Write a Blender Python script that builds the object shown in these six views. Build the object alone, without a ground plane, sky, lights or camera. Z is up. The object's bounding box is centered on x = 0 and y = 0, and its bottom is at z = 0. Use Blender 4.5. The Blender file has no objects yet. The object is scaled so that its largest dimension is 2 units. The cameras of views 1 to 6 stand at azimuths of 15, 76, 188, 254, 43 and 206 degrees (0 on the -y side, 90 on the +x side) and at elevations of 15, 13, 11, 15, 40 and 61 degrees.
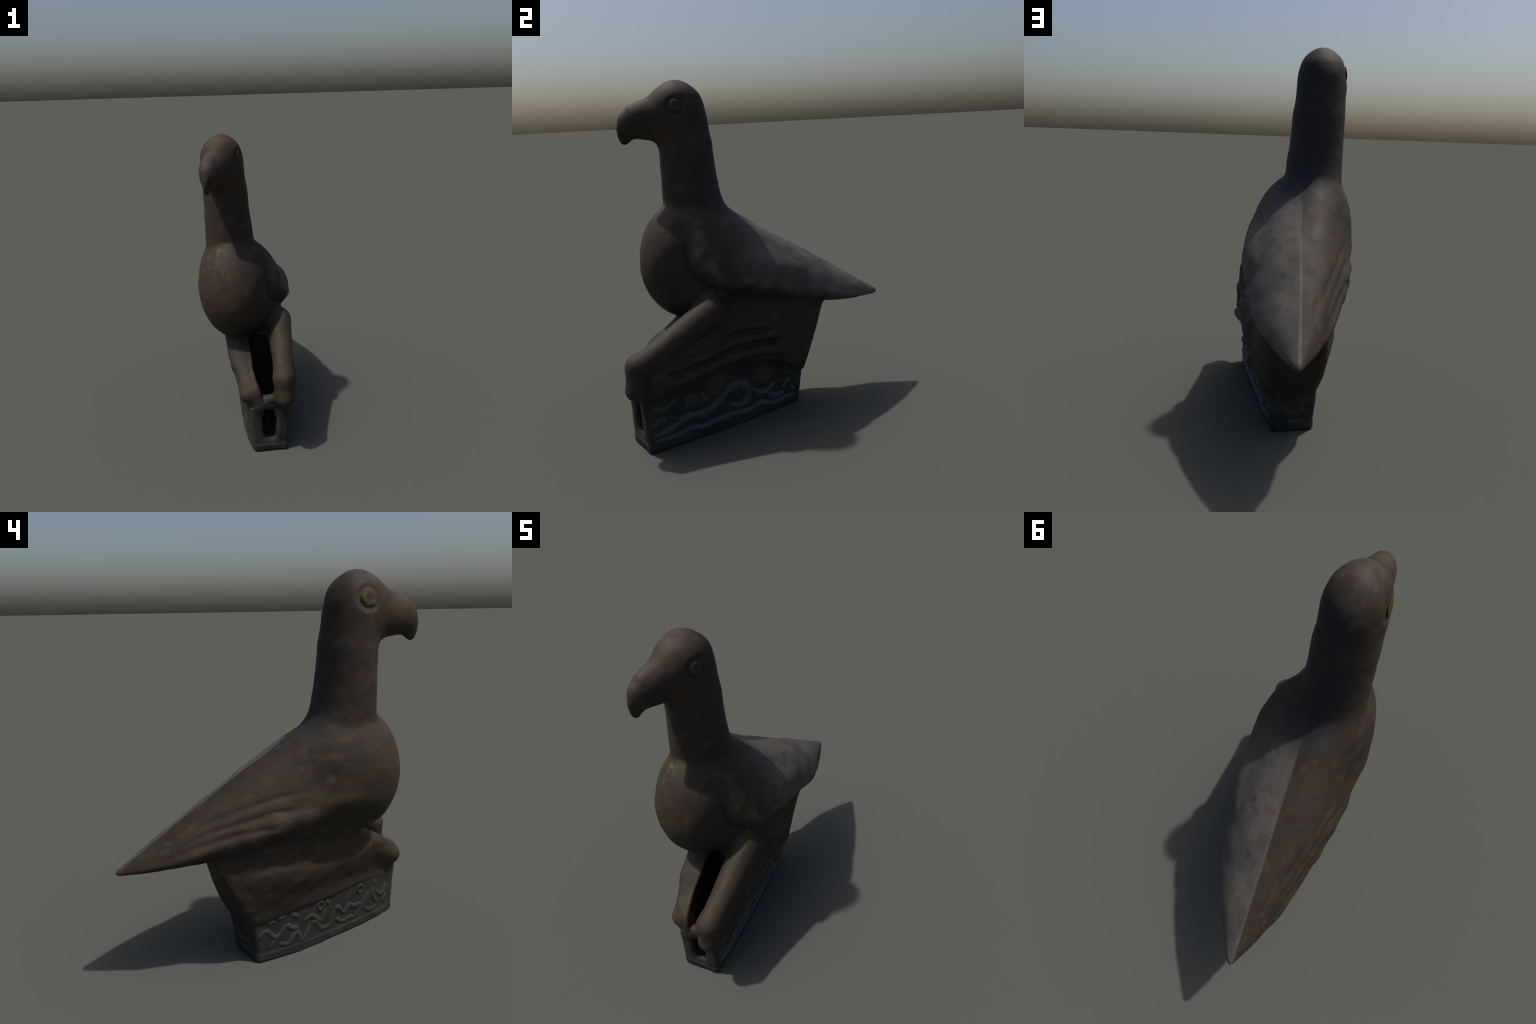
"""Carved bird of prey perched on an ornamented block.
The bird is one smooth implicit body (breast, tail loft, neck, head, hooked beak,
haunch, legs) meshed with surface nets and split into its anatomical parts; the
plinth is a second implicit solid with raised ornament laid on its faces."""
import bpy, math
import numpy as np
from mathutils import Vector

# ------------------------------------------------------------------ proportions
# centre / size / station values of the parts (metres)
FIT = dict(
    br_c=[-0.0998, -0.4468, 0.9926],
    br_r=[0.2271, 0.2487, 0.3357],
    br_a=[0.5711, -0.1307],
    t_x=[-0.0907, -0.1083, -0.1235, -0.1327, -0.1415, -0.1536, -0.1749, -0.1909, -0.206, -0.2159],
    t_zt=[1.3128, 1.2683, 1.2013, 1.1191, 1.0335, 0.9432, 0.8467, 0.7451, 0.6618, 0.6165],
    t_zb=[0.8028, 0.7769, 0.742, 0.7073, 0.6743, 0.6423, 0.6142, 0.5993, 0.5933, 0.5942],
    t_w=[0.3137, 0.3049, 0.2858, 0.2606, 0.2438, 0.2225, 0.1783, 0.1157, 0.0507, 0.0115],
    t_f=[0.2852, 0.34],
    n_x=[-0.1381, -0.1339, -0.1428, -0.1535, -0.1747],
    n_y=[-0.322, -0.3474, -0.3609, -0.3661, -0.3668],
    n_rx=[0.1657, 0.1604, 0.1493, 0.1374, 0.0725],
    n_ry=[0.2247, 0.1784, 0.1583, 0.1449, 0.0746],
    h_c=[-0.1506, -0.3913, 1.8417],
    h_r=[0.1275, 0.1385, 0.1604],
    h_a=[-0.1126, 0.2481],
    b_s=[0.7304],
    rl=[0.1908, -0.3334, 0.7315, 0.3122, -0.7643, 0.5106],
    rl_r=[0.0783, 0.056],
    rf=[0.3238, -0.782, 0.3894],
    rf_r=[0.058],
    ll=[-0.0638, -0.4495, 0.6094, 0.0881, -0.7709, 0.3854],
    ll_r=[0.0517, 0.0513, 0.058],
    b_x=[-0.1563, -0.1573],
    b_yz=[-0.4982, 1.8023, -0.5777, 1.7909, -0.6358, 1.7797, -0.6671, 1.765, -0.6919, 1.7328, -0.7035, 1.7004, -0.7077, 1.6798],
    b_r=[0.1244, 0.1054, 0.0911, 0.0657, 0.044, 0.0262, 0.0195],
    k_x=[0.061, 0.0351, 0.0166, -0.0004],
    p_x=[0.0469, 0.0378],
    k_y=[-0.2924, -0.2491, -0.2052, -0.1493],
    p_y=[-0.3005, -0.2735],
    k_yaw=[0.3516, 0.3688, 0.3408, 0.2621],
    p_yaw=[0.3524, 0.3385],
    k_l=[0.5271, 0.5733, 0.5827, 0.5701],
    p_l=[0.5139, 0.5313],
    k_w=[0.1195, 0.1175, 0.1294, 0.1488],
    p_w=[0.1082, 0.1257],
    k_bl=[0.045, 0.0672, 0.1069, 0.101],
    k_br=[0.0446, 0.0726, 0.0556, -0.0058],
    p_bl=[0.0402, 0.0395],
    p_br=[0.0171, 0.0132],
    lm=[-0.0082, -0.6004, 0.5023],
    w_c=[0.0661, -0.089, 0.9147],
    w_r=[0.1111, 0.3243, 0.1202],
    w_a=[0.0634, -0.2515],
    p_fl=[0.0255],
    t_g=[0.4],
    t_as=[0.1279],
)
TY = np.array([-.38, -.25, -.1, .05, .2, .35, .5, .65, .78, .855])      # stations along the tail loft (y)
NZ = np.array([1.15, 1.3, 1.5, 1.7, 1.9])              # stations up the neck (z)
HZ = np.array([.2, .35, .5, .68])                      # stations up the haunch (z)
PLZ = np.array([0., .35])                              # stations up the plinth (z)
YAW = .34                                              # plinth heading
CY, SY = math.cos(YAW), math.sin(YAW)

# ------------------------------------------------------------------ helpers
def spl(kx, ky, x):
    kx = np.asarray(kx, float); ky = np.asarray(ky, float)
    m = np.gradient(ky, kx)
    x = np.clip(x, kx[0], kx[-1])
    i = np.clip(np.searchsorted(kx, x, side='right') - 1, 0, len(kx) - 2)
    h = kx[i+1] - kx[i]; t = (x - kx[i]) / h
    return (ky[i]*(1+2*t)*(1-t)**2 + h*m[i]*t*(1-t)**2
            + ky[i+1]*t*t*(3-2*t) + h*m[i+1]*t*t*(t-1))

def smin(a, b, k):
    h = np.maximum(k - np.abs(a - b), 0) / k
    return np.minimum(a, b) - h*h*k*.25

def smax(a, b, k):
    return -smin(-a, -b, k)

def step(e0, e1, x):
    t = np.clip((x - e0) / (e1 - e0), 0, 1)
    return t*t*(3 - 2*t)

def ell(P, c, r, yaw=0., pitch=0.):
    d = P - np.asarray(c)
    cy, sy = math.cos(yaw), math.sin(yaw)
    x = cy*d[:, 0] + sy*d[:, 1]; y = -sy*d[:, 0] + cy*d[:, 1]; z = d[:, 2]
    cp, sp = math.cos(pitch), math.sin(pitch)
    y, z = cp*y + sp*z, -sp*y + cp*z
    q = np.stack([x, y, z], 1) / np.asarray(r)
    k0 = np.linalg.norm(q, axis=1); k1 = np.linalg.norm(q / np.asarray(r), axis=1) + 1e-9
    return k0*(k0 - 1)/k1

def cone(P, a, b, ra, rb, sx=1.0):
    a = np.asarray(a); b = np.asarray(b); d = b - a
    t = np.clip(((P - a) @ d) / (d @ d), 0, 1)
    c = P - (a + t[:, None]*d)
    return np.sqrt((c[:, 0]/sx)**2 + c[:, 1]**2 + c[:, 2]**2) - (ra + (rb - ra)*t)

def polydist(u, v, pts):
    """distance in a 2-D chart to a polyline, and the fraction along it"""
    pts = np.asarray(pts, float)
    L = np.concatenate([[0], np.cumsum(np.linalg.norm(np.diff(pts, axis=0), axis=1))])
    best = np.full(u.shape, 9.); frac = np.zeros(u.shape)
    for i in range(len(pts) - 1):
        a, d = pts[i], pts[i+1] - pts[i]
        t = np.clip(((u - a[0])*d[0] + (v - a[1])*d[1]) / (d @ d), 0, 1)
        r = np.hypot(u - a[0] - t*d[0], v - a[1] - t*d[1])
        m = r < best
        best = np.where(m, r, best)
        frac = np.where(m, (L[i] + t*(L[i+1] - L[i])) / L[-1], frac)
    return best, frac

def groove(u, v, pts, width, fade=.12):
    d, f = polydist(u, v, pts)
    return np.exp(-(d/width)**2) * step(0, fade, f) * step(1, 1 - fade, f)

def chart(P):
    """plinth chart: a runs from front to rear, c across to the bird's left-hand +x side"""
    return -P[:, 0]*SY + P[:, 1]*CY, P[:, 0]*CY + P[:, 1]*SY

def boxloft(P, Z, key, rr=.035):
    """upright block whose rounded-rectangle section shifts, turns and swells with height"""
    p = FIT
    x, y, z = P.T
    zz = np.clip(z, Z[0], Z[-1])
    g = lambda n: np.interp(zz, Z, p[key + n]) if len(Z) < 3 else spl(Z, p[key + n], zz)
    sx, sy, ya, L, W = g('_x'), g('_y'), g('_yaw'), g('_l'), g('_w')
    a = -(x - sx)*np.sin(ya) + (y - sy)*np.cos(ya)
    c = (x - sx)*np.cos(ya) + (y - sy)*np.sin(ya)
    t = np.minimum(np.abs(a/L), 1)
    swell = np.where(c > 0, g('_br')*(1 - t**5), g('_bl')*(1 - t**3))
    lean = np.where(a < 0, p['p_fl'][0]*np.clip(z/.35, 0, 1)*(1 + 3*c), 0.) if key == 'p' else 0.
    if key == 'k':
        W = W + .016*np.clip(a/L, -1, 1)*step(-.05, .05, c)                       # broader towards the rear
        lean = np.where(a > 0, -.24*c*np.clip((z - .2)/.4, 0, 1), 0.)  # rear wall stands askew
    qa = np.abs(a) - L - lean + rr; qc = np.abs(c) - W - swell + rr
    return (np.sqrt(np.maximum(qa, 0)**2 + np.maximum(qc, 0)**2)
            + np.minimum(np.maximum(qa, qc), 0) - rr), c

# ------------------------------------------------------------------ carved lines (chart a,z or y,z)
FOLD_GROOVES = [
    [(-.70, .462), (-.625, .489), (-.517, .518), (-.423, .548), (-.331, .57), (-.239, .581), (-.13, .571), (.0, .553)],
    [(-.75, .425), (-.636, .443), (-.546, .462), (-.464, .473), (-.378, .488), (-.285, .498), (-.17, .498), (-.066, .489), (.07, .466)],
]
FOLD_RIDGES = [
    [(-.569, .516), (-.47, .538), (-.373, .57), (-.28, .598), (-.181, .607), (-.08, .592), (.01, .57)],
    [(-.709, .461), (-.62, .476), (-.523, .49), (-.43, .508), (-.339, .523), (-.245, .537), (-.134, .535), (.06, .506)],
    [(-.741, .39), (-.646, .401), (-.557, .414), (-.473, .429), (-.387, .443), (-.292, .455), (-.176, .454), (-.072, .441), (.07, .407)],
]
HEM_RIGHT_A = [-.90, -.847, -.755, -.656, -.566, -.481, -.394, -.299, -.183, -.052, .065, .191, .32]
HEM_RIGHT_Z = [.335, .33, .325, .348, .371, .393, .406, .415, .405, .37, .315, .235, .18]
HEM_LEFT_A = [-.9, -.734, -.514, -.273, -.053, .071, .233, .32]
HEM_LEFT_Z = [.285, .28, .285, .272, .268, .252, .205, .185]
THIGH_FOLD = [(.36, .48), (.347, .515), (.302, .549), (.239, .562), (.154, .566), (.065, .56), (-.078, .538), (-.182, .522), (-.303, .522), (-.396, .536), (-.451, .566)]
FEATHER_GROOVES = [
    [(.74, .658), (.66, .71), (.60, .745), (.533, .784), (.434, .817), (.352, .849), (.27, .878), (.169, .912), (.068, .938), (-.057, .959), (-.17, .972)],
    [(.66, .672), (.56, .722), (.46, .77), (.401, .791), (.28, .826), (.18, .848), (.08, .873), (-.045, .884), (-.15, .89)],
    [(.70, .632), (.56, .695), (.487, .725), (.368, .757), (.248, .784), (.123, .801), (-.009, .813)],
]
# rolled lower rim of the left wing
LEFT_RIM = [(-.225, .44, .655), (-.262, .33, .692), (-.300, .195, .742), (-.315, .07, .788), (-.310, -.06, .828), (-.275, -.20, .86)]
WING_FRONT = [(-.445, 1.17), (-.446, 1.079), (-.438, .987), (-.40, .91), (-.326, .862), (-.21, .832)]

# ------------------------------------------------------------------ the bird's implicit surface
def tail_loft(P):
    p = FIT
    x, y, z = P.T
    yy = np.clip(y, TY[0], TY[-1])
    xc = spl(TY, p['t_x'], yy); zt = spl(TY, p['t_zt'], yy); zb = spl(TY, p['t_zb'], yy)
    w = np.maximum(spl(TY, p['t_w'], yy), .01)
    u = (yy - TY[0])/(TY[-1] - TY[0])
    zm = zb + (p['t_f'][0] + (p['t_f'][1] - p['t_f'][0])*u)*(zt - zb)
    hu = np.maximum(zt - zm, .01); hl = np.maximum(zm - zb, .01)
    w = w*np.where(x > xc, 1 + p['t_as'][0], 1 - p['t_as'][0])      # crest sits left of the middle
    dx = np.abs(x - xc)/w; dz = z - zm
    # upper half: two planes meeting in a ridge, with full shoulders rolling over to the sides
    g = p['t_g'][0]*step(.22, .6, u)
    soft = .0015 + .05*step(.55, .3, u)
    gx = (g + (1 - g)*4*np.minimum(dx, 1.2)**3)/w
    up = (g*(np.sqrt(dx*dx + soft) - np.sqrt(soft)) + (1 - g)*dx**(4 - .7*step(.5, .2, u)) + np.maximum(dz, 0)/hu - 1)/np.sqrt(gx**2 + hu**-2)
    lo = ((dx**2.2 + (np.maximum(-dz, 0)/hl)**2.2 + 1e-9)**(1/2.2) - 1)*np.minimum(w, hl)*.9
    tl = lo + (up - lo)*step(-.03, .03, dz)
    tl = smax(smax(tl, TY[0] - y, .12), y - TY[-1], .03)
    return tl, xc, zm

def chain(P, pts, radii, sx, k):
    sx = np.broadcast_to(sx, len(pts) - 1)
    f = None
    for i in range(len(pts) - 1):
        c = cone(P, pts[i], pts[i+1], radii[i], radii[i+1], sx[i])
        f = c if f is None else smin(f, c, k)
    return f

def neck_and_head(P):
    p = FIT
    x, y, z = P.T
    zz = np.clip(z, NZ[0], NZ[-1])
    rx = spl(NZ, p['n_rx'], zz); ry = spl(NZ, p['n_ry'], zz)
    k = np.sqrt(((x - spl(NZ, p['n_x'], zz))/rx)**2 + ((y - spl(NZ, p['n_y'], zz))/ry)**2)
    nk = (k - 1)*np.minimum(rx, ry)
    nk = smax(smax(nk, NZ[0] - z, .05), z - NZ[-1], .08)
    hd = ell(P, p['h_c'], p['h_r'], *p['h_a'])
    bp = np.array(p['b_yz']).reshape(-1, 2)
    pts = [(p['b_x'][0] + (p['b_x'][1] - p['b_x'][0])*i/(len(bp) - 1), q[0], q[1]) for i, q in enumerate(bp)]
    bk = chain(P, pts, p['b_r'], p['b_s'][0] - .035*np.arange(len(pts) - 1), .03)
    return nk, hd, bk

def pieces(P, relief=True):
    p = FIT
    x, y, z = P.T
    br = ell(P, p['br_c'], p['br_r'], *p['br_a'])
    tl, xc, zm = tail_loft(P)
    wg = ell(P, p['w_c'], p['w_r'], *p['w_a'])
    be = ell(P, (-.055, -.27, .755), (.185, .27, .135), .25, -.15)      # belly sinking into the haunch
    nk, hd, bk = neck_and_head(P)
    sk, c = boxloft(P, HZ, 'k')
    hk = sk
    a, cc = chart(P)
    wgt = np.clip(c/.12*.5 + .5, 0, 1)
    hem = spl(HEM_RIGHT_A, HEM_RIGHT_Z, a)*wgt + spl(HEM_LEFT_A, HEM_LEFT_Z, a)*(1 - wgt)
    sh = ell(P, (-.178, -.21, 1.09), (.115, .20, .15), -.25, -.35)      # rounded left shoulder
    body = smin(smin(smin(smin(br, be, .10), tl, .12), sh, .10), wg, .08)
    body = smin(body, chain(P, LEFT_RIM, (.024, .036, .040, .042, .040, .03), 1., .03), .07)
    top = smin(smin(nk, hd, .09), bk, .08)
    if relief:
        # feather grooves on the left flank of the tail, and a channel under the crest
        m = np.flatnonzero((np.abs(tl) < .05) & (x < xc))
        d = np.zeros(len(x)); ym, zq, xm = y[m], z[m], (xc - x)[m]
        d[m] = (.0055*sum(groove(ym, zq, g, .015, .25) for g in FEATHER_GROOVES)*step(.0, .06, xm)
                + .002*np.exp(-((xm - .026)/.02)**2)*step(.0, .15, ym)*step(.02, .06, (z - zm)[m]))
        body = body + d*step(.05, .01, np.abs(body))
        # groove in front of the right wing
        m = np.flatnonzero((np.abs(body) < .06) & (x > -.04))
        d = np.zeros(len(x))
        g, f = polydist(y[m], z[m], WING_FRONT)
        d[m] = step(-.04, .04, x[m])*.011*np.exp(-(g/.014)**2)*step(0, .25, f)*step(1.0, .8, f)
        body = body + d*step(.06, .01, np.abs(body))
        m = np.flatnonzero(z > 1.7)
        d = np.zeros(len(x))
        for cen, rad in EYES:                                   # sunken ring round each eye
            dd = np.linalg.norm(P[m] - np.asarray(cen), axis=1)
            d[m] += .007*np.exp(-((dd - rad*1.2)/(rad*.42))**2)
        top = top + d
        # drapery-like folds on the right of the haunch, folded thigh on the left
        near = step(.06, .02, np.abs(sk))
        d = np.zeros(len(x))
        m = np.flatnonzero((near > 0) & (c > .03)); am, zq = a[m], z[m]
        d[m] = (sum(groove(am, zq, g, .019) for g in FOLD_GROOVES)*.026
                - sum(groove(am, zq, g, .029, .1) for g in FOLD_RIDGES)*.023)*step(.03, .07, c[m])
        m = np.flatnonzero((near > 0) & (c < -.03)); am, zq = a[m], z[m]
        za = spl([q[0] for q in THIGH_FOLD[::-1]], [q[1] for q in THIGH_FOLD[::-1]], am)
        d[m] = -.009*step(.012, -.035, zq - za)*step(.38, .26, am)*step(.03, .07, -c[m])
        sl = (zq + am*.36)
        d[m] += (.0009*np.sin(sl*62 + 2.2*np.sin(am*7) + 1)*step(.0, -.05, zq - za)*step(-.45, -.3, am)
                 *step(.03, .07, -c[m]))
        sk = sk + d*near
    fl = np.asarray(p['ll']); fr = np.asarray(p['rl'])
    mid = .5*(fl[:3] + fr[:3]); mid2 = .5*(fl[3:] + fr[3:])
    dv = mid - mid2; nn = np.array([0, -dv[2], dv[1]]); nn /= np.linalg.norm(nn)
    front = (P - mid2) @ nn - .02
    sk = smax(sk, front, .03)
    sk = smax(sk, hem - z, .02)
    sk = smax(sk, z - np.minimum(zm, .85), .02)
    rl = smin(cone(P, fr[:3], fr[3:], *p['rl_r']), cone(P, fr[3:], p['rf'], p['rl_r'][1], p['rf_r'][0]), .04)
    ll = chain(P, [fl[:3], p['lm'], fl[3:]], p['ll_r'], 1., .04)
    ledge = cone(P, (.14, -.775, .345), (.28, -.76, .375), .03, .03)
    # hollow between the legs
    PZ = [.36, .41, .5, .62, .70]
    pc = spl(PZ, POCKET_C, z); pw = spl(PZ, POCKET_W, z)
    pocket = np.maximum(np.maximum(np.abs(cc - pc) - pw, .352 - z), np.maximum(z - .66, a - POCKET_A))
    # the block is a shell: behind the legs the hollow widens to the walls
    cave = np.maximum(np.maximum(hk + .034 + .030*step(.50, .40, z), .30 - z), np.maximum(np.maximum(z - .60, front + .012), a - POCKET_A))
    pocket = np.minimum(pocket, cave)
    return dict(torso=br, tail=tl, body=body, neck=nk, head=hd, beak=bk, top=top, haunch=sk,
                leg_r=rl, leg_l=ll, ledge=ledge, pocket=pocket)

POCKET_C = [-.060, -.062, -.070, -.060, -.050]
POCKET_W = [.038, .046, .068, .086, .092]
POCKET_A = -.33
EYES = [((-.024, -.424, 1.861), .035), ((-.286, -.411, 1.867), .042)]
_rng = np.random.default_rng(5)
WAVES = [(_rng.normal(size=3)*k, _rng.uniform(0, 6.28), m) for k, m in [(9, 1.0)]*7 + [(22, .5)]*9 + [(48, .22)]*8]

def hewn(P):
    """slight unevenness of the carved surface: a few waves in random directions"""
    return .0007*sum(m*np.sin(P @ k + ph) for k, ph, m in WAVES)

def bird(P, relief=True):
    R = pieces(P, relief)
    sk = smax(R['haunch'], -R['pocket'], .015) if relief else R['haunch']
    b = smin(R['body'], R['top'], .02 + .03*step(-.32, -.18, P[:, 1]))
    legs = np.minimum(R['leg_r'], R['leg_l'])
    g = smin(smin(sk, R['ledge'], .02), legs, .04)
    b = smin(b, legs, .04)
    a, c = chart(P)
    f = smin(b, g, .02 + .03*step(-.02, -.12, c)*step(.30, .12, a)*step(-.46, -.34, a))
    if relief:
        m = np.abs(f) < .03
        f[m] += hewn(P[m])
    return f

WIN = dict(c=-.055, w=.042, z0=.085, z1=.282, a1=-.55)
def plinth(P, relief=True):
    x, y, z = P.T
    f, c = boxloft(P, PLZ, 'p', .02)
    a, cc = chart(P)
    wgt = np.clip(c/.12*.5 + .5, 0, 1)
    hem = spl(HEM_RIGHT_A, HEM_RIGHT_Z, a)*wgt + spl(HEM_LEFT_A, HEM_LEFT_Z, a)*(1 - wgt)
    if relief:      # low border band along the bottom of the long faces
        f = f - .004*step(.055, .04, z)*step(.05, .0, np.abs(f))
    f = smax(f, z - hem - .03, .01)
    f = smax(f, -z, .012)
    if relief:
        well = np.maximum(np.maximum(boxloft(P, PLZ, 'p', .02)[0] + .026, .20 - z), np.maximum(-.775 - a, a - POCKET_A))
        f = smax(f, -well, .015)
        zc, hh = .5*(WIN['z0'] + WIN['z1']), .5*(WIN['z1'] - WIN['z0'])
        wob = 1 + .05*np.sin(29*z + .4) + .03*np.sin(57*cc + 40*z)
        w = (((np.abs(cc - WIN['c'])/(WIN['w']*wob))**3.2 + (np.abs(z - zc)/hh)**3.2 + 1e-9)**(1/3.2) - 1)*WIN['w']
        f = smax(f, -np.maximum(w, a - WIN['a1']), .03)
        m = np.abs(f) < .03
        f[m] += hewn(P[m])*1.2
    return f

# ------------------------------------------------------------------ surface nets
def evaluate(fn, P, chunk=400000):
    return np.concatenate([fn(P[i:i+chunk]) for i in range(0, len(P), chunk)])

def gradient(fn, P, e=.0025):
    g = np.empty_like(P)
    for k in range(3):
        d = np.zeros(3); d[k] = e
        g[:, k] = evaluate(fn, P + d) - evaluate(fn, P - d)
    return g / (np.linalg.norm(g, axis=1, keepdims=True) + 1e-12)

def surface_nets(fn, lo, hi, h, coarse=5):
    lo = np.asarray(lo, float)
    n = (np.ceil((np.asarray(hi) - lo)/(h*coarse)).astype(int))
    H = h*coarse
    gx = [lo[k] + H*np.arange(n[k] + 1) for k in range(3)]
    C = np.stack(np.meshgrid(*gx, indexing='ij'), -1).reshape(-1, 3)
    fc = evaluate(fn, C).reshape(n + 1)
    # cells worth refining
    mn = np.full(tuple(n), 9.); mx = np.full(tuple(n), -9.)
    for i in (0, 1):
        for j in (0, 1):
            for k in (0, 1):
                s = fc[i:n[0]+i, j:n[1]+j, k:n[2]+k]
                mn = np.minimum(mn, s); mx = np.maximum(mx, s)
    act = (mn < H*.6) & (mx > -H*.6)
    N = n*coarse + 1
    V = np.repeat(np.repeat(np.repeat((fc[:-1, :-1, :-1] < 0), coarse, 0), coarse, 1), coarse, 2)
    F = np.full(tuple(N), .5, np.float32)
    F[:-1, :-1, :-1] = np.where(V, -.5, .5)
    A = np.zeros(tuple(N), bool)
    up = np.repeat(np.repeat(np.repeat(act, coarse, 0), coarse, 1), coarse, 2)
    for i in (0, 1):
        for j in (0, 1):
            for k in (0, 1):
                A[i:N[0]-1+i, j:N[1]-1+j, k:N[2]-1+k] |= up
    idx = np.argwhere(A)
    F[A] = evaluate(fn, lo + h*idx)
    S = F < 0
    cnt = sum(S[i:N[0]-1+i, j:N[1]-1+j, k:N[2]-1+k].astype(np.int8) for i in (0, 1) for j in (0, 1) for k in (0, 1))
    cell = (cnt > 0) & (cnt < 8)
    ids = np.full(cell.shape, -1, np.int64)
    cc = np.argwhere(cell); ids[cell] = np.arange(len(cc))
    acc = np.zeros((len(cc), 3)); num = np.zeros(len(cc))
    corners = [(i, j, k) for i in (0, 1) for j in (0, 1) for k in (0, 1)]
    for a in corners:
        for ax in range(3):
            if a[ax]: continue
            b = list(a); b[ax] = 1
            fa = F[tuple((cc + a).T)]; fb = F[tuple((cc + b).T)]
            m = (fa < 0) != (fb < 0)
            t = np.where(m, fa/np.where(m, fa - fb, 1), 0)
            pt = np.tile(np.array(a, float), (len(cc), 1)); pt[:, ax] = t
            acc += pt*m[:, None]; num += m
    verts = lo + h*(cc + acc/num[:, None])
    faces = []
    for ax in range(3):
        o = [0, 0, 0]; o[ax] = 1
        sl0 = [slice(None)]*3; sl1 = [slice(None)]*3
        sl0[ax] = slice(0, -1); sl1[ax] = slice(1, None)
        s0 = S[tuple(sl0)]; s1 = S[tuple(sl1)]
        e = np.argwhere(s0 != s1)
        u, v = (ax + 1) % 3, (ax + 2) % 3
        e = e[(e[:, u] > 0) & (e[:, v] > 0) & (e[:, u] < ids.shape[u]) & (e[:, v] < ids.shape[v])]
        inside = S[tuple(e.T)]
        def at(du, dv):
            q = e.copy(); q[:, u] += du; q[:, v] += dv
            return ids[tuple(q.T)]
        f = np.stack([at(-1, -1), at(0, -1), at(0, 0), at(-1, 0)], 1)
        f[~inside] = f[~inside][:, ::-1]
        faces.append(f)
    faces = np.concatenate(faces)
    for _ in range(3):                                  # settle on the true surface
        v0 = evaluate(fn, verts)
        g = np.empty_like(verts)
        for k in range(3):
            d = np.zeros(3); d[k] = .0015
            g[:, k] = (evaluate(fn, verts + d) - evaluate(fn, verts - d))/.003
        verts -= np.clip(v0/np.maximum((g*g).sum(1), .1), -.004, .004)[:, None]*g
    return verts, faces

def make_mesh(name, verts, faces, normals=None):
    me = bpy.data.meshes.new(name)
    me.vertices.add(len(verts)); me.vertices.foreach_set('co', verts.astype(np.float32).ravel())
    me.loops.add(faces.size); me.loops.foreach_set('vertex_index', faces.astype(np.int32).ravel())
    me.polygons.add(len(faces))
    w = faces.shape[1]
    me.polygons.foreach_set('loop_start', (np.arange(len(faces))*w).astype(np.int32))
    me.polygons.foreach_set('loop_total', np.full(len(faces), w, np.int32))
    me.update(calc_edges=True); me.validate()
    me.polygons.foreach_set('use_smooth', np.ones(len(me.polygons), bool))
    if normals is not None:
        me.normals_split_custom_set_from_vertices(normals.tolist())
    return me

# ------------------------------------------------------------------ materials
def rgb(r, g, b): return (r, g, b, 1.)

class Nodes:
    def __init__(self, name):
        self.m = bpy.data.materials.new(name); self.m.use_nodes = True
        self.t = self.m.node_tree; self.n = self.t.nodes; self.l = self.t.links
        self.b = self.n['Principled BSDF']
        self.co = self.n.new('ShaderNodeTexCoord').outputs['Object']
    def put(self, sock, v):
        if isinstance(v, (int, float, tuple)): sock.default_value = v
        else: self.l.new(v, sock)
    def mapping(self, scale=(1, 1, 1), rot=(0, 0, 0), loc=(0, 0, 0)):
        m = self.n.new('ShaderNodeMapping'); m.inputs['Scale'].default_value = scale
        m.inputs['Rotation'].default_value = rot; m.inputs['Location'].default_value = loc
        self.l.new(self.co, m.inputs['Vector']); return m.outputs[0]
    def noise(self, scale, detail=4, vec=None, rough=.55, dist=0.):
        t = self.n.new('ShaderNodeTexNoise'); t.inputs['Scale'].default_value = scale
        t.inputs['Detail'].default_value = detail; t.inputs['Roughness'].default_value = rough
        t.inputs['Distortion'].default_value = dist
        self.l.new(vec or self.co, t.inputs['Vector']); return t.outputs['Fac']
    def ramp(self, fac, lo, hi):
        r = self.n.new('ShaderNodeMapRange'); r.interpolation_type = 'SMOOTHSTEP'
        self.put(r.inputs['Value'], fac)
        r.inputs['From Min'].default_value = lo; r.inputs['From Max'].default_value = hi
        return r.outputs[0]
    def math(self, op, a, b=0., c=0.):
        m = self.n.new('ShaderNodeMath'); m.operation = op
        self.put(m.inputs[0], a); self.put(m.inputs[1], b); self.put(m.inputs[2], c); return m.outputs[0]
    def mix(self, fac, a, b):
        m = self.n.new('ShaderNodeMix'); m.data_type = 'RGBA'
        self.put(m.inputs[0], fac); self.put(m.inputs[6], a); self.put(m.inputs[7], b); return m.outputs[2]
    def sphere(self, c, r0, r1, scale=(1, 1, 1)):
        """1 inside r0 of point c, 0 beyond r1 (in stretched object space)"""
        m = self.mapping(scale, (0, 0, 0), tuple(-c[i]*scale[i] for i in range(3)))
        v = self.n.new('ShaderNodeVectorMath'); v.operation = 'LENGTH'; self.l.new(m, v.inputs[0])
        return self.ramp(v.outputs['Value'], r1, r0) if False else self.math('SUBTRACT', 1., self.ramp(v.outputs['Value'], r0, r1))
    def bump(self, h, dist, strength=1.):
        b = self.n.new('ShaderNodeBump'); b.inputs['Distance'].default_value = dist
        b.inputs['Strength'].default_value = strength; self.l.new(h, b.inputs['Height'])
        self.l.new(b.outputs[0], self.b.inputs['Normal'])
    def done(self, col, rough, spec=.5):
        self.put(self.b.inputs['Base Color'], col); self.put(self.b.inputs['Roughness'], rough)
        self.b.inputs['Specular IOR Level'].default_value = spec
        return self.m

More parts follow.
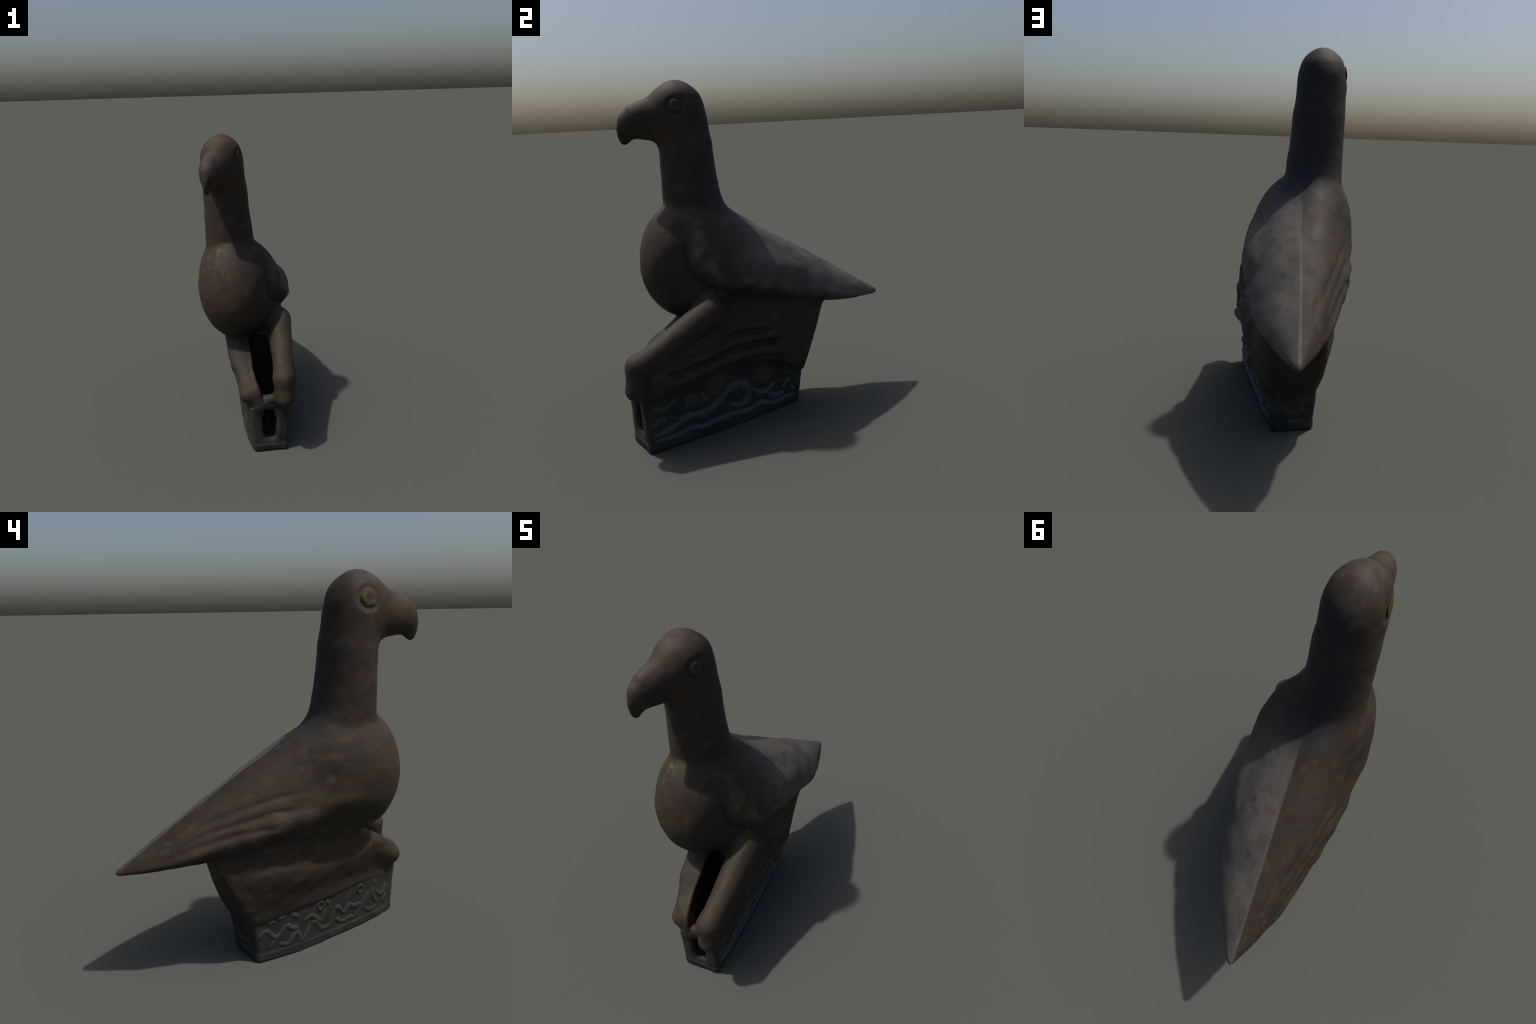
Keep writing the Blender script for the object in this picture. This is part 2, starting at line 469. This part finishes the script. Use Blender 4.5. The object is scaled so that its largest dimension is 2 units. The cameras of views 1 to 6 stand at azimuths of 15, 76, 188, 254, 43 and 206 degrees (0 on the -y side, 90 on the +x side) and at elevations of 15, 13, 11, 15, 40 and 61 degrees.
def bronze_material():
    k = Nodes('patinated_brown_carving')
    streak = k.mapping((1, .5, 1), (-.5, 0, 0))
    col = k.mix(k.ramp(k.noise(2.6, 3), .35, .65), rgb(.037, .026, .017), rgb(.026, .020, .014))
    # the right slope of back and tail is greyer; its lightness up to the crest copies baked-in light
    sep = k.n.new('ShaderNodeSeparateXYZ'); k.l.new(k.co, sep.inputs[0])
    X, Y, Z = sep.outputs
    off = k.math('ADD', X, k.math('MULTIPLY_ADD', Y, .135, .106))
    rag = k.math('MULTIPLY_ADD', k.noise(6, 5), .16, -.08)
    baked_light = k.math('MULTIPLY', k.ramp(off, -.013, -.003), k.ramp(k.math('ADD', Y, rag), -.30, .08))
    baked_light = k.math('MULTIPLY', baked_light, k.ramp(k.math('ADD', k.math('MULTIPLY_ADD', Y, .42, Z), rag), .80, .92))
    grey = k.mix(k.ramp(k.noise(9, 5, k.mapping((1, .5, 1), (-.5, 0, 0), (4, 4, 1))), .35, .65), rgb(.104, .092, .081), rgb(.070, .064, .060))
    col = k.mix(k.math('MULTIPLY', baked_light, .9), col, grey)
    # the left slope takes a darker, redder tone behind the shoulder, copying baked-in shade
    baked_shade = k.math('MULTIPLY', k.math('SUBTRACT', 1., k.ramp(off, -.017, -.007)), k.ramp(k.math('ADD', Y, rag), -.20, .12))
    baked_shade = k.math('MULTIPLY', baked_shade, k.math('MULTIPLY_ADD', k.ramp(off, -.07, -.03), .4, .5))  # painted shade is strongest in a strip just under the crest
    col = k.mix(k.math('MULTIPLY', baked_shade, .9), col, rgb(.029, .020, .013))
    mid = k.noise(16, 5, streak, .6)
    col = k.mix(k.math('MULTIPLY', k.ramp(mid, .52, .68), .5), col, rgb(.064, .048, .023))
    mid2 = k.noise(12, 5, k.mapping((1, .5, 1), (-.4, 0, 0), (3.1, 1.7, .4)), .6)
    col = k.mix(k.math('MULTIPLY', k.ramp(mid2, .53, .70), .55), col, rgb(.023, .022, .024))
    mid3 = k.noise(14, 4, k.mapping((1, .6, .8), (-.5, 0, 0), (9.1, 2.7, 5.4)), .6)
    col = k.mix(k.math('MULTIPLY', k.ramp(mid3, .53, .70), .5), col, rgb(.056, .032, .019))
    fl = k.noise(28, 4, k.mapping((1, .6, 1), (-.5, 0, 0), (1, 8, 3)))
    col = k.mix(k.math('MULTIPLY', k.ramp(fl, .60, .72), .35), col, rgb(.075, .068, .036))
    # ochre rubbing along the lower border of the grey wing
    edge = k.math('ADD', k.math('MULTIPLY_ADD', Y, .42, Z), rag)
    band = k.math('MULTIPLY', k.ramp(edge, .78, .84), k.math('SUBTRACT', 1., k.ramp(edge, .86, .93)))
    band = k.math('MULTIPLY', k.math('MULTIPLY', band, k.ramp(off, .05, .12)), k.math('MULTIPLY', k.ramp(Y, -.42, -.25), k.math('SUBTRACT', 1., k.ramp(Y, .15, .35))))
    col = k.mix(k.math('MULTIPLY', k.math('MULTIPLY', band, k.ramp(k.noise(12, 4), .38, .6)), .75), col, rgb(.088, .076, .046))
    sp = k.noise(26, 3, k.mapping((1, .7, 1), (0, 0, 0), (5, 2, 1)))
    col = k.mix(k.math('MULTIPLY', k.ramp(sp, .62, .75), .5), col, rgb(.020, .015, .024))
    # blue-black nape with broken edges
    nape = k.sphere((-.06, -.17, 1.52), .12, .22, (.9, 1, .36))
    nape = k.math('MULTIPLY', nape, k.ramp(k.noise(5, 4), .3, .6))
    col = k.mix(k.math('MULTIPLY', nape, .75), col, rgb(.017, .020, .028))
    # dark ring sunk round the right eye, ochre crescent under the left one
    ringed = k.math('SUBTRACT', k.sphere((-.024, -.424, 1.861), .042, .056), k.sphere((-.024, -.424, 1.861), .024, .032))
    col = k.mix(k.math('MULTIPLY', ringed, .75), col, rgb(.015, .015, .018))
    cres = k.math('MULTIPLY', k.sphere((-.286, -.418, 1.812), .012, .034, (.6, .6, 1.3)), k.ramp(k.noise(20, 3), .35, .55))
    col = k.mix(k.math('MULTIPLY', cres, .7), col, rgb(.075, .055, .025))
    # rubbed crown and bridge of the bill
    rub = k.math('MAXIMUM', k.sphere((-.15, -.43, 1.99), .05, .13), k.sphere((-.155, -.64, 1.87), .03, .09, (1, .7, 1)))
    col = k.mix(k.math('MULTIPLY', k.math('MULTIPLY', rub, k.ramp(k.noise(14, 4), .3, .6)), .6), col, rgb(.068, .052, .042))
    # ochre throat of the bill
    och = k.sphere((-.08, -.56, 1.735), .03, .11, (.5, .75, 1))
    och = k.math('MULTIPLY', och, k.ramp(k.noise(11, 4), .35, .6))
    col = k.mix(k.math('MULTIPLY', och, .7), col, rgb(.058, .034, .010))
    # yellowish scuffs on the breast under the collar
    sc = k.math('MULTIPLY', k.sphere((-.16, -.58, 1.24), .02, .09, (1, 1, .6)), k.ramp(k.noise(16, 3), .45, .6))
    col = k.mix(k.math('MULTIPLY', sc, .8), col, rgb(.095, .074, .036))
    k.bump(k.noise(60, 4), .002, .3)
    return k.done(col, k.math('MULTIPLY_ADD', k.noise(9, 3), .2, .58), .25)

def plinth_material():
    k = Nodes('verdigris_plinth')
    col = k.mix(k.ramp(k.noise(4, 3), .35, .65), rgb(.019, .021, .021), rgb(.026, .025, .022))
    col = k.mix(k.math('MULTIPLY', k.ramp(k.noise(9, 4, k.mapping((1, 1, 1), (0, 0, 0), (2, 4, 1))), .50, .7), .6), col, rgb(.044, .047, .032))
    col = k.mix(k.math('MULTIPLY', k.ramp(k.noise(14, 4, k.mapping((1, 1, 1), (0, 0, 0), (7, 1, 3))), .56, .72), .7), col, rgb(.016, .012, .022))
    k.bump(k.noise(60, 4), .002, .3)
    return k.done(col, .7, .25)

def strand_material(name, c1, c2):
    k = Nodes(name)
    col = k.mix(k.ramp(k.noise(9, 4), .35, .65), rgb(*c1), rgb(*c2))
    k.bump(k.noise(60, 4), .002, .3)
    return k.done(col, .7, .25)

def eye_material():
    k = Nodes('ochre_eye')
    col = k.mix(k.ramp(k.noise(22, 4), .4, .62), rgb(.048, .033, .017), rgb(.066, .044, .018))
    col = k.mix(k.math('MULTIPLY', k.ramp(k.noise(40, 3), .55, .7), .6), col, rgb(.03, .02, .015))
    k.bump(k.noise(60, 4), .002, .4)
    return k.done(col, .7, .25)

# ------------------------------------------------------------------ build the bird
root = bpy.data.objects.new('bird_statue', None)
bpy.context.scene.collection.objects.link(root)
root['label'] = 'dark carved bird of prey crouching on an ornamented plinth'
root['category'] = 'bird statue'

def add(name, me, mat, parent=root):
    o = bpy.data.objects.new(name, me)
    bpy.context.scene.collection.objects.link(o)
    o.parent = parent
    me.materials.append(mat)
    return o

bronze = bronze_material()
V, Fc = surface_nets(bird, (-.50, -.95, .15), (.50, .95, 2.06), .0066)
Nrm = gradient(bird, V)
cen = V[Fc].mean(1)
R = pieces(cen)
names = ['torso', 'tail', 'neck', 'head', 'beak', 'haunch', 'leg']
D = np.stack([np.maximum(R['torso'], cen[:, 1] - .0), np.where(cen[:, 1] > .12, R['tail'] - .1, 9.), R['neck'],
              R['head'] + np.where(cen[:, 2] > 1.68, -.03, .5), R['beak'] - .01,
              np.minimum(R['haunch'], R['ledge']), np.minimum(R['leg_r'], R['leg_l']) - .005], 1)
lab = D.argmin(1)
wing = (lab != 1) & (R['body'] < np.minimum(R['top'], np.minimum(R['haunch'], np.minimum(R['leg_r'], R['leg_l']))) + .0) & (R['tail'] < R['torso'])
lab[wing] = 7
isbody = (R['body'] < R['top']) & (lab == 2); lab[isbody] = 0
names.append('wing')
parts_obj = {}
for i, nm in enumerate(names):
    sel = lab == i
    groups = [sel]
    if nm == 'leg':
        rsel = R['leg_r'] < R['leg_l']; groups = [sel & rsel, sel & ~rsel]
    if nm == 'wing':
        rsel = cen[:, 0] > -.10; groups = [sel & rsel, sel & ~rsel]
    for s in groups:
        if not s.any(): continue
        f = Fc[s]; used, inv = np.unique(f, return_inverse=True)
        me = make_mesh(nm, V[used], inv.reshape(f.shape), Nrm[used])
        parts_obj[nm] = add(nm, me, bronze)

# eyes: low worn discs seated in the sunken rings
eye_mat = eye_material()
for n, (c, rad) in enumerate(EYES):
    P0 = np.array([c], float)
    for _ in range(8):
        g = gradient(bird, P0); P0 = P0 - evaluate(bird, P0)[:, None]*g
    nv = gradient(bird, P0, .03)[0]
    t = np.cross(nv, (0, 0, 1.)); t /= np.linalg.norm(t); b = np.cross(nv, t)
    rings, seg = 10, 40
    vs = []; fs = []
    for i in range(rings + 1):
        r = i/rings
        for j in range(seg):
            an = 2*math.pi*j/seg
            rr = rad*r*(1 + .05*math.sin(3*an + n) + .03*math.sin(5*an + 2*n))
            hgt = .0065*(1 - r**4) - .0055 - .003*math.exp(-(r/.45)**2) + .0008*math.sin(an*4 + 9*r)*r
            vs.append(P0[0] + t*rr*math.cos(an) + b*rr*math.sin(an) + nv*hgt)
    for i in range(rings):
        for j in range(seg):
            fs.append((i*seg + j, (i+1)*seg + j, (i+1)*seg + (j+1) % seg, i*seg + (j+1) % seg))
    me = make_mesh('eye', np.array(vs), np.array(fs))
    add('eye', me, eye_mat, parts_obj['head'])

# ------------------------------------------------------------------ plinth and its ornament
V2, F2 = surface_nets(plinth, (-.45, -.95, -.02), (.50, .45, .46), .005)
V2[:, 2] = np.maximum(V2[:, 2], 0)
base = add('plinth', make_mesh('plinth', V2, F2, gradient(plinth, V2)), plinth_material())

OUT = {1: np.array([CY, SY, 0]), -1: np.array([-CY, -SY, 0]), 0: np.array([-SY, CY, 0])}
def on_plinth(u, z, side):
    """surface points of a plinth face (1 right, -1 left, 0 rear) under chart point (u, z)"""
    u = np.asarray(u, float); z = np.asarray(z, float)
    c0 = np.full(u.shape, -.06 if side else -.30); c1 = c0 + (side*.4 if side else .8)
    for _ in range(26):
        m = .5*(c0 + c1)
        a, c = (u, m) if side else (m, u)
        P = np.stack([-a*SY + c*CY, a*CY + c*SY, z], 1)
        ins = plinth_face(P) < 0
        c0 = np.where(ins, m, c0); c1 = np.where(ins, c1, m)
    return P

def plinth_face(P):
    f, c = boxloft(P, PLZ, 'p', .02)
    return f + hewn(P)*1.2

def smooth_line(pts, n, closed=False):
    pts = np.asarray(pts, float)
    if closed: pts = np.vstack([pts, pts[:1]])
    L = np.concatenate([[0], np.cumsum(np.linalg.norm(np.diff(pts, axis=0), axis=1))])
    s = np.linspace(0, L[-1], n)
    return np.stack([spl(L, pts[:, 0], s), spl(L, pts[:, 1], s)], 1), L[-1]

def strand(pts, width, height, side, closed=False, sharp=False, taper=True):
    """a raised band with rounded back and feathered edges following a line on the face"""
    pts = np.asarray(pts, float)
    if len(pts) == 2: pts = np.array([pts[0], .5*(pts[0] + pts[1]), pts[1]])
    n = max(10, int(np.linalg.norm(np.diff(pts, axis=0), axis=1).sum()/.006))
    q, L = smooth_line(pts, n, closed)
    tg = np.gradient(q, axis=0)
    if closed:
        tg[0] = tg[-1] = q[1] - q[-2]
    tg /= np.linalg.norm(tg, axis=1, keepdims=True) + 1e-9
    nr = np.stack([-tg[:, 1], tg[:, 0]], 1)
    m = 11
    s = np.linspace(0, 1, n)
    tp = np.ones(n) if closed or not taper else np.sqrt(np.clip(1 - (2*np.abs(s - .5))**6, .0, 1))*.9 + .1
    wob = 1 + .12*np.sin(s*L*55 + L*40)
    rows = []
    for j in range(m):
        e = -1 + 2*j/(m - 1)
        uv = q + nr*(e*width*.5*tp*wob)[:, None]
        P = on_plinth(uv[:, 0], uv[:, 1], side)
        out = OUT[side]
        h = height*math.cos(e*math.pi/2)**1.5*tp - .0015
        rows.append(P + out*h[:, None])
    G = np.stack(rows, 1).reshape(-1, 3)
    fs = []
    for i in range(n - 1):
        for j in range(m - 1):
            f = (i*m + j, (i+1)*m + j, (i+1)*m + j + 1, i*m + j + 1)
            fs.append(f if side < 0 else f[::-1])
    return G, np.array(fs)

def boss(a, z, ra, rz, height, side, dish=0.):
    rings, seg = 12, 36
    uv = []; hh = []
    for i in range(rings + 1):
        r = i/rings
        for j in range(seg):
            an = 2*math.pi*j/seg
            k = 1 + .04*math.sin(2*an + a*9) + .03*math.sin(3*an + z*30)
            uv.append((a + ra*r*k*math.cos(an), z + rz*r*k*math.sin(an)))
            hh.append(height*(1 - r**4) - dish*math.exp(-(r/.45)**2) - .002)
    uv = np.array(uv); P = on_plinth(uv[:, 0], uv[:, 1], side)
    P = P + OUT[side]*np.array(hh)[:, None]
    fs = []
    for i in range(rings):
        for j in range(seg):
            f = (i*seg + j, (i+1)*seg + j, (i+1)*seg + (j+1) % seg, i*seg + (j+1) % seg)
            fs.append(f if side < 0 else f[::-1])
    return P, np.array(fs)

teal = strand_material('teal_strand', (.045, .056, .056), (.057, .069, .067))
olive = strand_material('olive_strand', (.034, .032, .024), (.046, .042, .028))
moss = strand_material('grey_green_strand', (.036, .042, .036), (.048, .052, .041))

teal_low = strand_material('shaded_teal_stroke', (.028, .034, .033), (.036, .042, .040))  # left-face copies of the strand colours, darkened to repeat baked-in shade
olive_low = strand_material('shaded_olive_stroke', (.033, .030, .020), (.042, .038, .025))
moss_low = strand_material('shaded_green_stroke', (.029, .032, .026), (.038, .040, .031))

RIGHT = [
    ('wave_band', teal, .046, .017, [(-.785, .10), (-.682, .117), (-.625, .144), (-.554, .155), (-.483, .145), (-.423, .162), (-.365, .20), (-.317, .232), (-.27, .258), (-.225, .255), (-.185, .215), (-.170, .175), (-.186, .139), (-.222, .117), (-.265, .123), (-.31, .155)]),
    ('wave_band', teal, .040, .015, [(-.175, .205), (-.118, .167), (-.077, .149), (-.034, .156), (.012, .19)]),
    ('wave_band', teal, .042, .014, [(-.035, .13), (.015, .097), (.085, .098)]),
    ('wave_band', teal, .040, .014, [(-.785, .064), (-.745, .066), (-.686, .062), (-.631, .066), (-.56, .077), (-.481, .062), (-.43, .071), (-.373, .074), (-.311, .073), (-.243, .069), (-.171, .060), (-.122, .074), (-.088, .082), (-.023, .058), (.045, .052), (.108, .062), (.179, .061)]),
    ('wave_band', teal, .026, .012, [(-.49, .283), (-.478, .249), (-.449, .212)]),
    ('carved_stroke', moss, .032, .012, [(-.78, .266), (-.721, .244), (-.676, .262), (-.628, .282)]),
    ('carved_stroke', olive, .032, .012, [(-.69, .195), (-.632, .15)]),
    ('carved_stroke', moss, .046, .013, [(-.795, .155), (-.758, .170), (-.70, .180)]),
    ('carved_stroke', moss, .026, .011, [(-.298, .339), (-.295, .29)]),
    ('carved_stroke', olive, .024, .011, [(-.215, .252), (-.18, .22)]),
    ('carved_stroke', teal, .030, .012, [(.073, .132), (.093, .154), (.134, .185)]),
    ('carved_stroke', olive, .034, .012, [(.033, .208), (.07, .161)]),
    ('carved_stroke', moss, .026, .010, [(.09, .235), (.154, .210)]),
    ('carved_stroke', moss, .026, .010, [(.135, .119), (.178, .092)]),
]
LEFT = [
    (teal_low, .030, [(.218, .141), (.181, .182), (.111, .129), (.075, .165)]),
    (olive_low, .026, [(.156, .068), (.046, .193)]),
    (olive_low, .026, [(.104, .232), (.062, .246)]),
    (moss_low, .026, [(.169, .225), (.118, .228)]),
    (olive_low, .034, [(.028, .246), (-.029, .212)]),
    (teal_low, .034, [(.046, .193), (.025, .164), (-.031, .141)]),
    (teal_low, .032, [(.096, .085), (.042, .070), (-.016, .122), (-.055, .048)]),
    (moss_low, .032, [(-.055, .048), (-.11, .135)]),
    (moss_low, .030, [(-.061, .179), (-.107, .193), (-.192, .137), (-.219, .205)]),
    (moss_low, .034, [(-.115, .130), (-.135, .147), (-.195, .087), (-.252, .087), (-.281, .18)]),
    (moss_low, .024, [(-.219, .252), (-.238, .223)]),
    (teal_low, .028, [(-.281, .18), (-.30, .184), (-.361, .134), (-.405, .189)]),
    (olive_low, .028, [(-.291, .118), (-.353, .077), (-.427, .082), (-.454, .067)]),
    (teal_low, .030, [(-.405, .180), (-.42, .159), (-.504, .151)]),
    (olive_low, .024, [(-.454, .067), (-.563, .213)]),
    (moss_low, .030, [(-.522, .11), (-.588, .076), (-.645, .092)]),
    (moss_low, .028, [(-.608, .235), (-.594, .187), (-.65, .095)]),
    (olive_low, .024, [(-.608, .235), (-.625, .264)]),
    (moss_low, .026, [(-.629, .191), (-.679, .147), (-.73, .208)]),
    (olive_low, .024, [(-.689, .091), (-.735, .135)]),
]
REAR = [(olive, .030, [(-.004, .148), (-.03, .107), (-.078, .103), (-.12, .133)]), (moss, .026, [(-.02, .05), (-.11, .052)])]
for nm, mt, w, h, pts in RIGHT:
    g, f = strand(pts, w*1.3, h*.95, 1)
    add(nm, make_mesh(nm, g, f), mt, base)
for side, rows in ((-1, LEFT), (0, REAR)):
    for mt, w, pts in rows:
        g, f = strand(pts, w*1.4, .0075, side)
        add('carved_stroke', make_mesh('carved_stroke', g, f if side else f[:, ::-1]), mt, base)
for a, z, ra, rz, h, d, mt in [(-.393, .292, .064, .070, .018, .013, olive), (-.066, .262, .082, .064, .018, .008, olive), (-.552, .245, .046, .050, .016, 0., moss)]:
    g, f = boss(a, z, ra, rz, h, 1, d)
    add('round_boss', make_mesh('round_boss', g, f), mt, base)
ring = lambda a, z, r: [(a + r*math.cos(t)*.8, z + r*math.sin(t)) for t in np.linspace(0, 2*math.pi, 13)[:-1]]
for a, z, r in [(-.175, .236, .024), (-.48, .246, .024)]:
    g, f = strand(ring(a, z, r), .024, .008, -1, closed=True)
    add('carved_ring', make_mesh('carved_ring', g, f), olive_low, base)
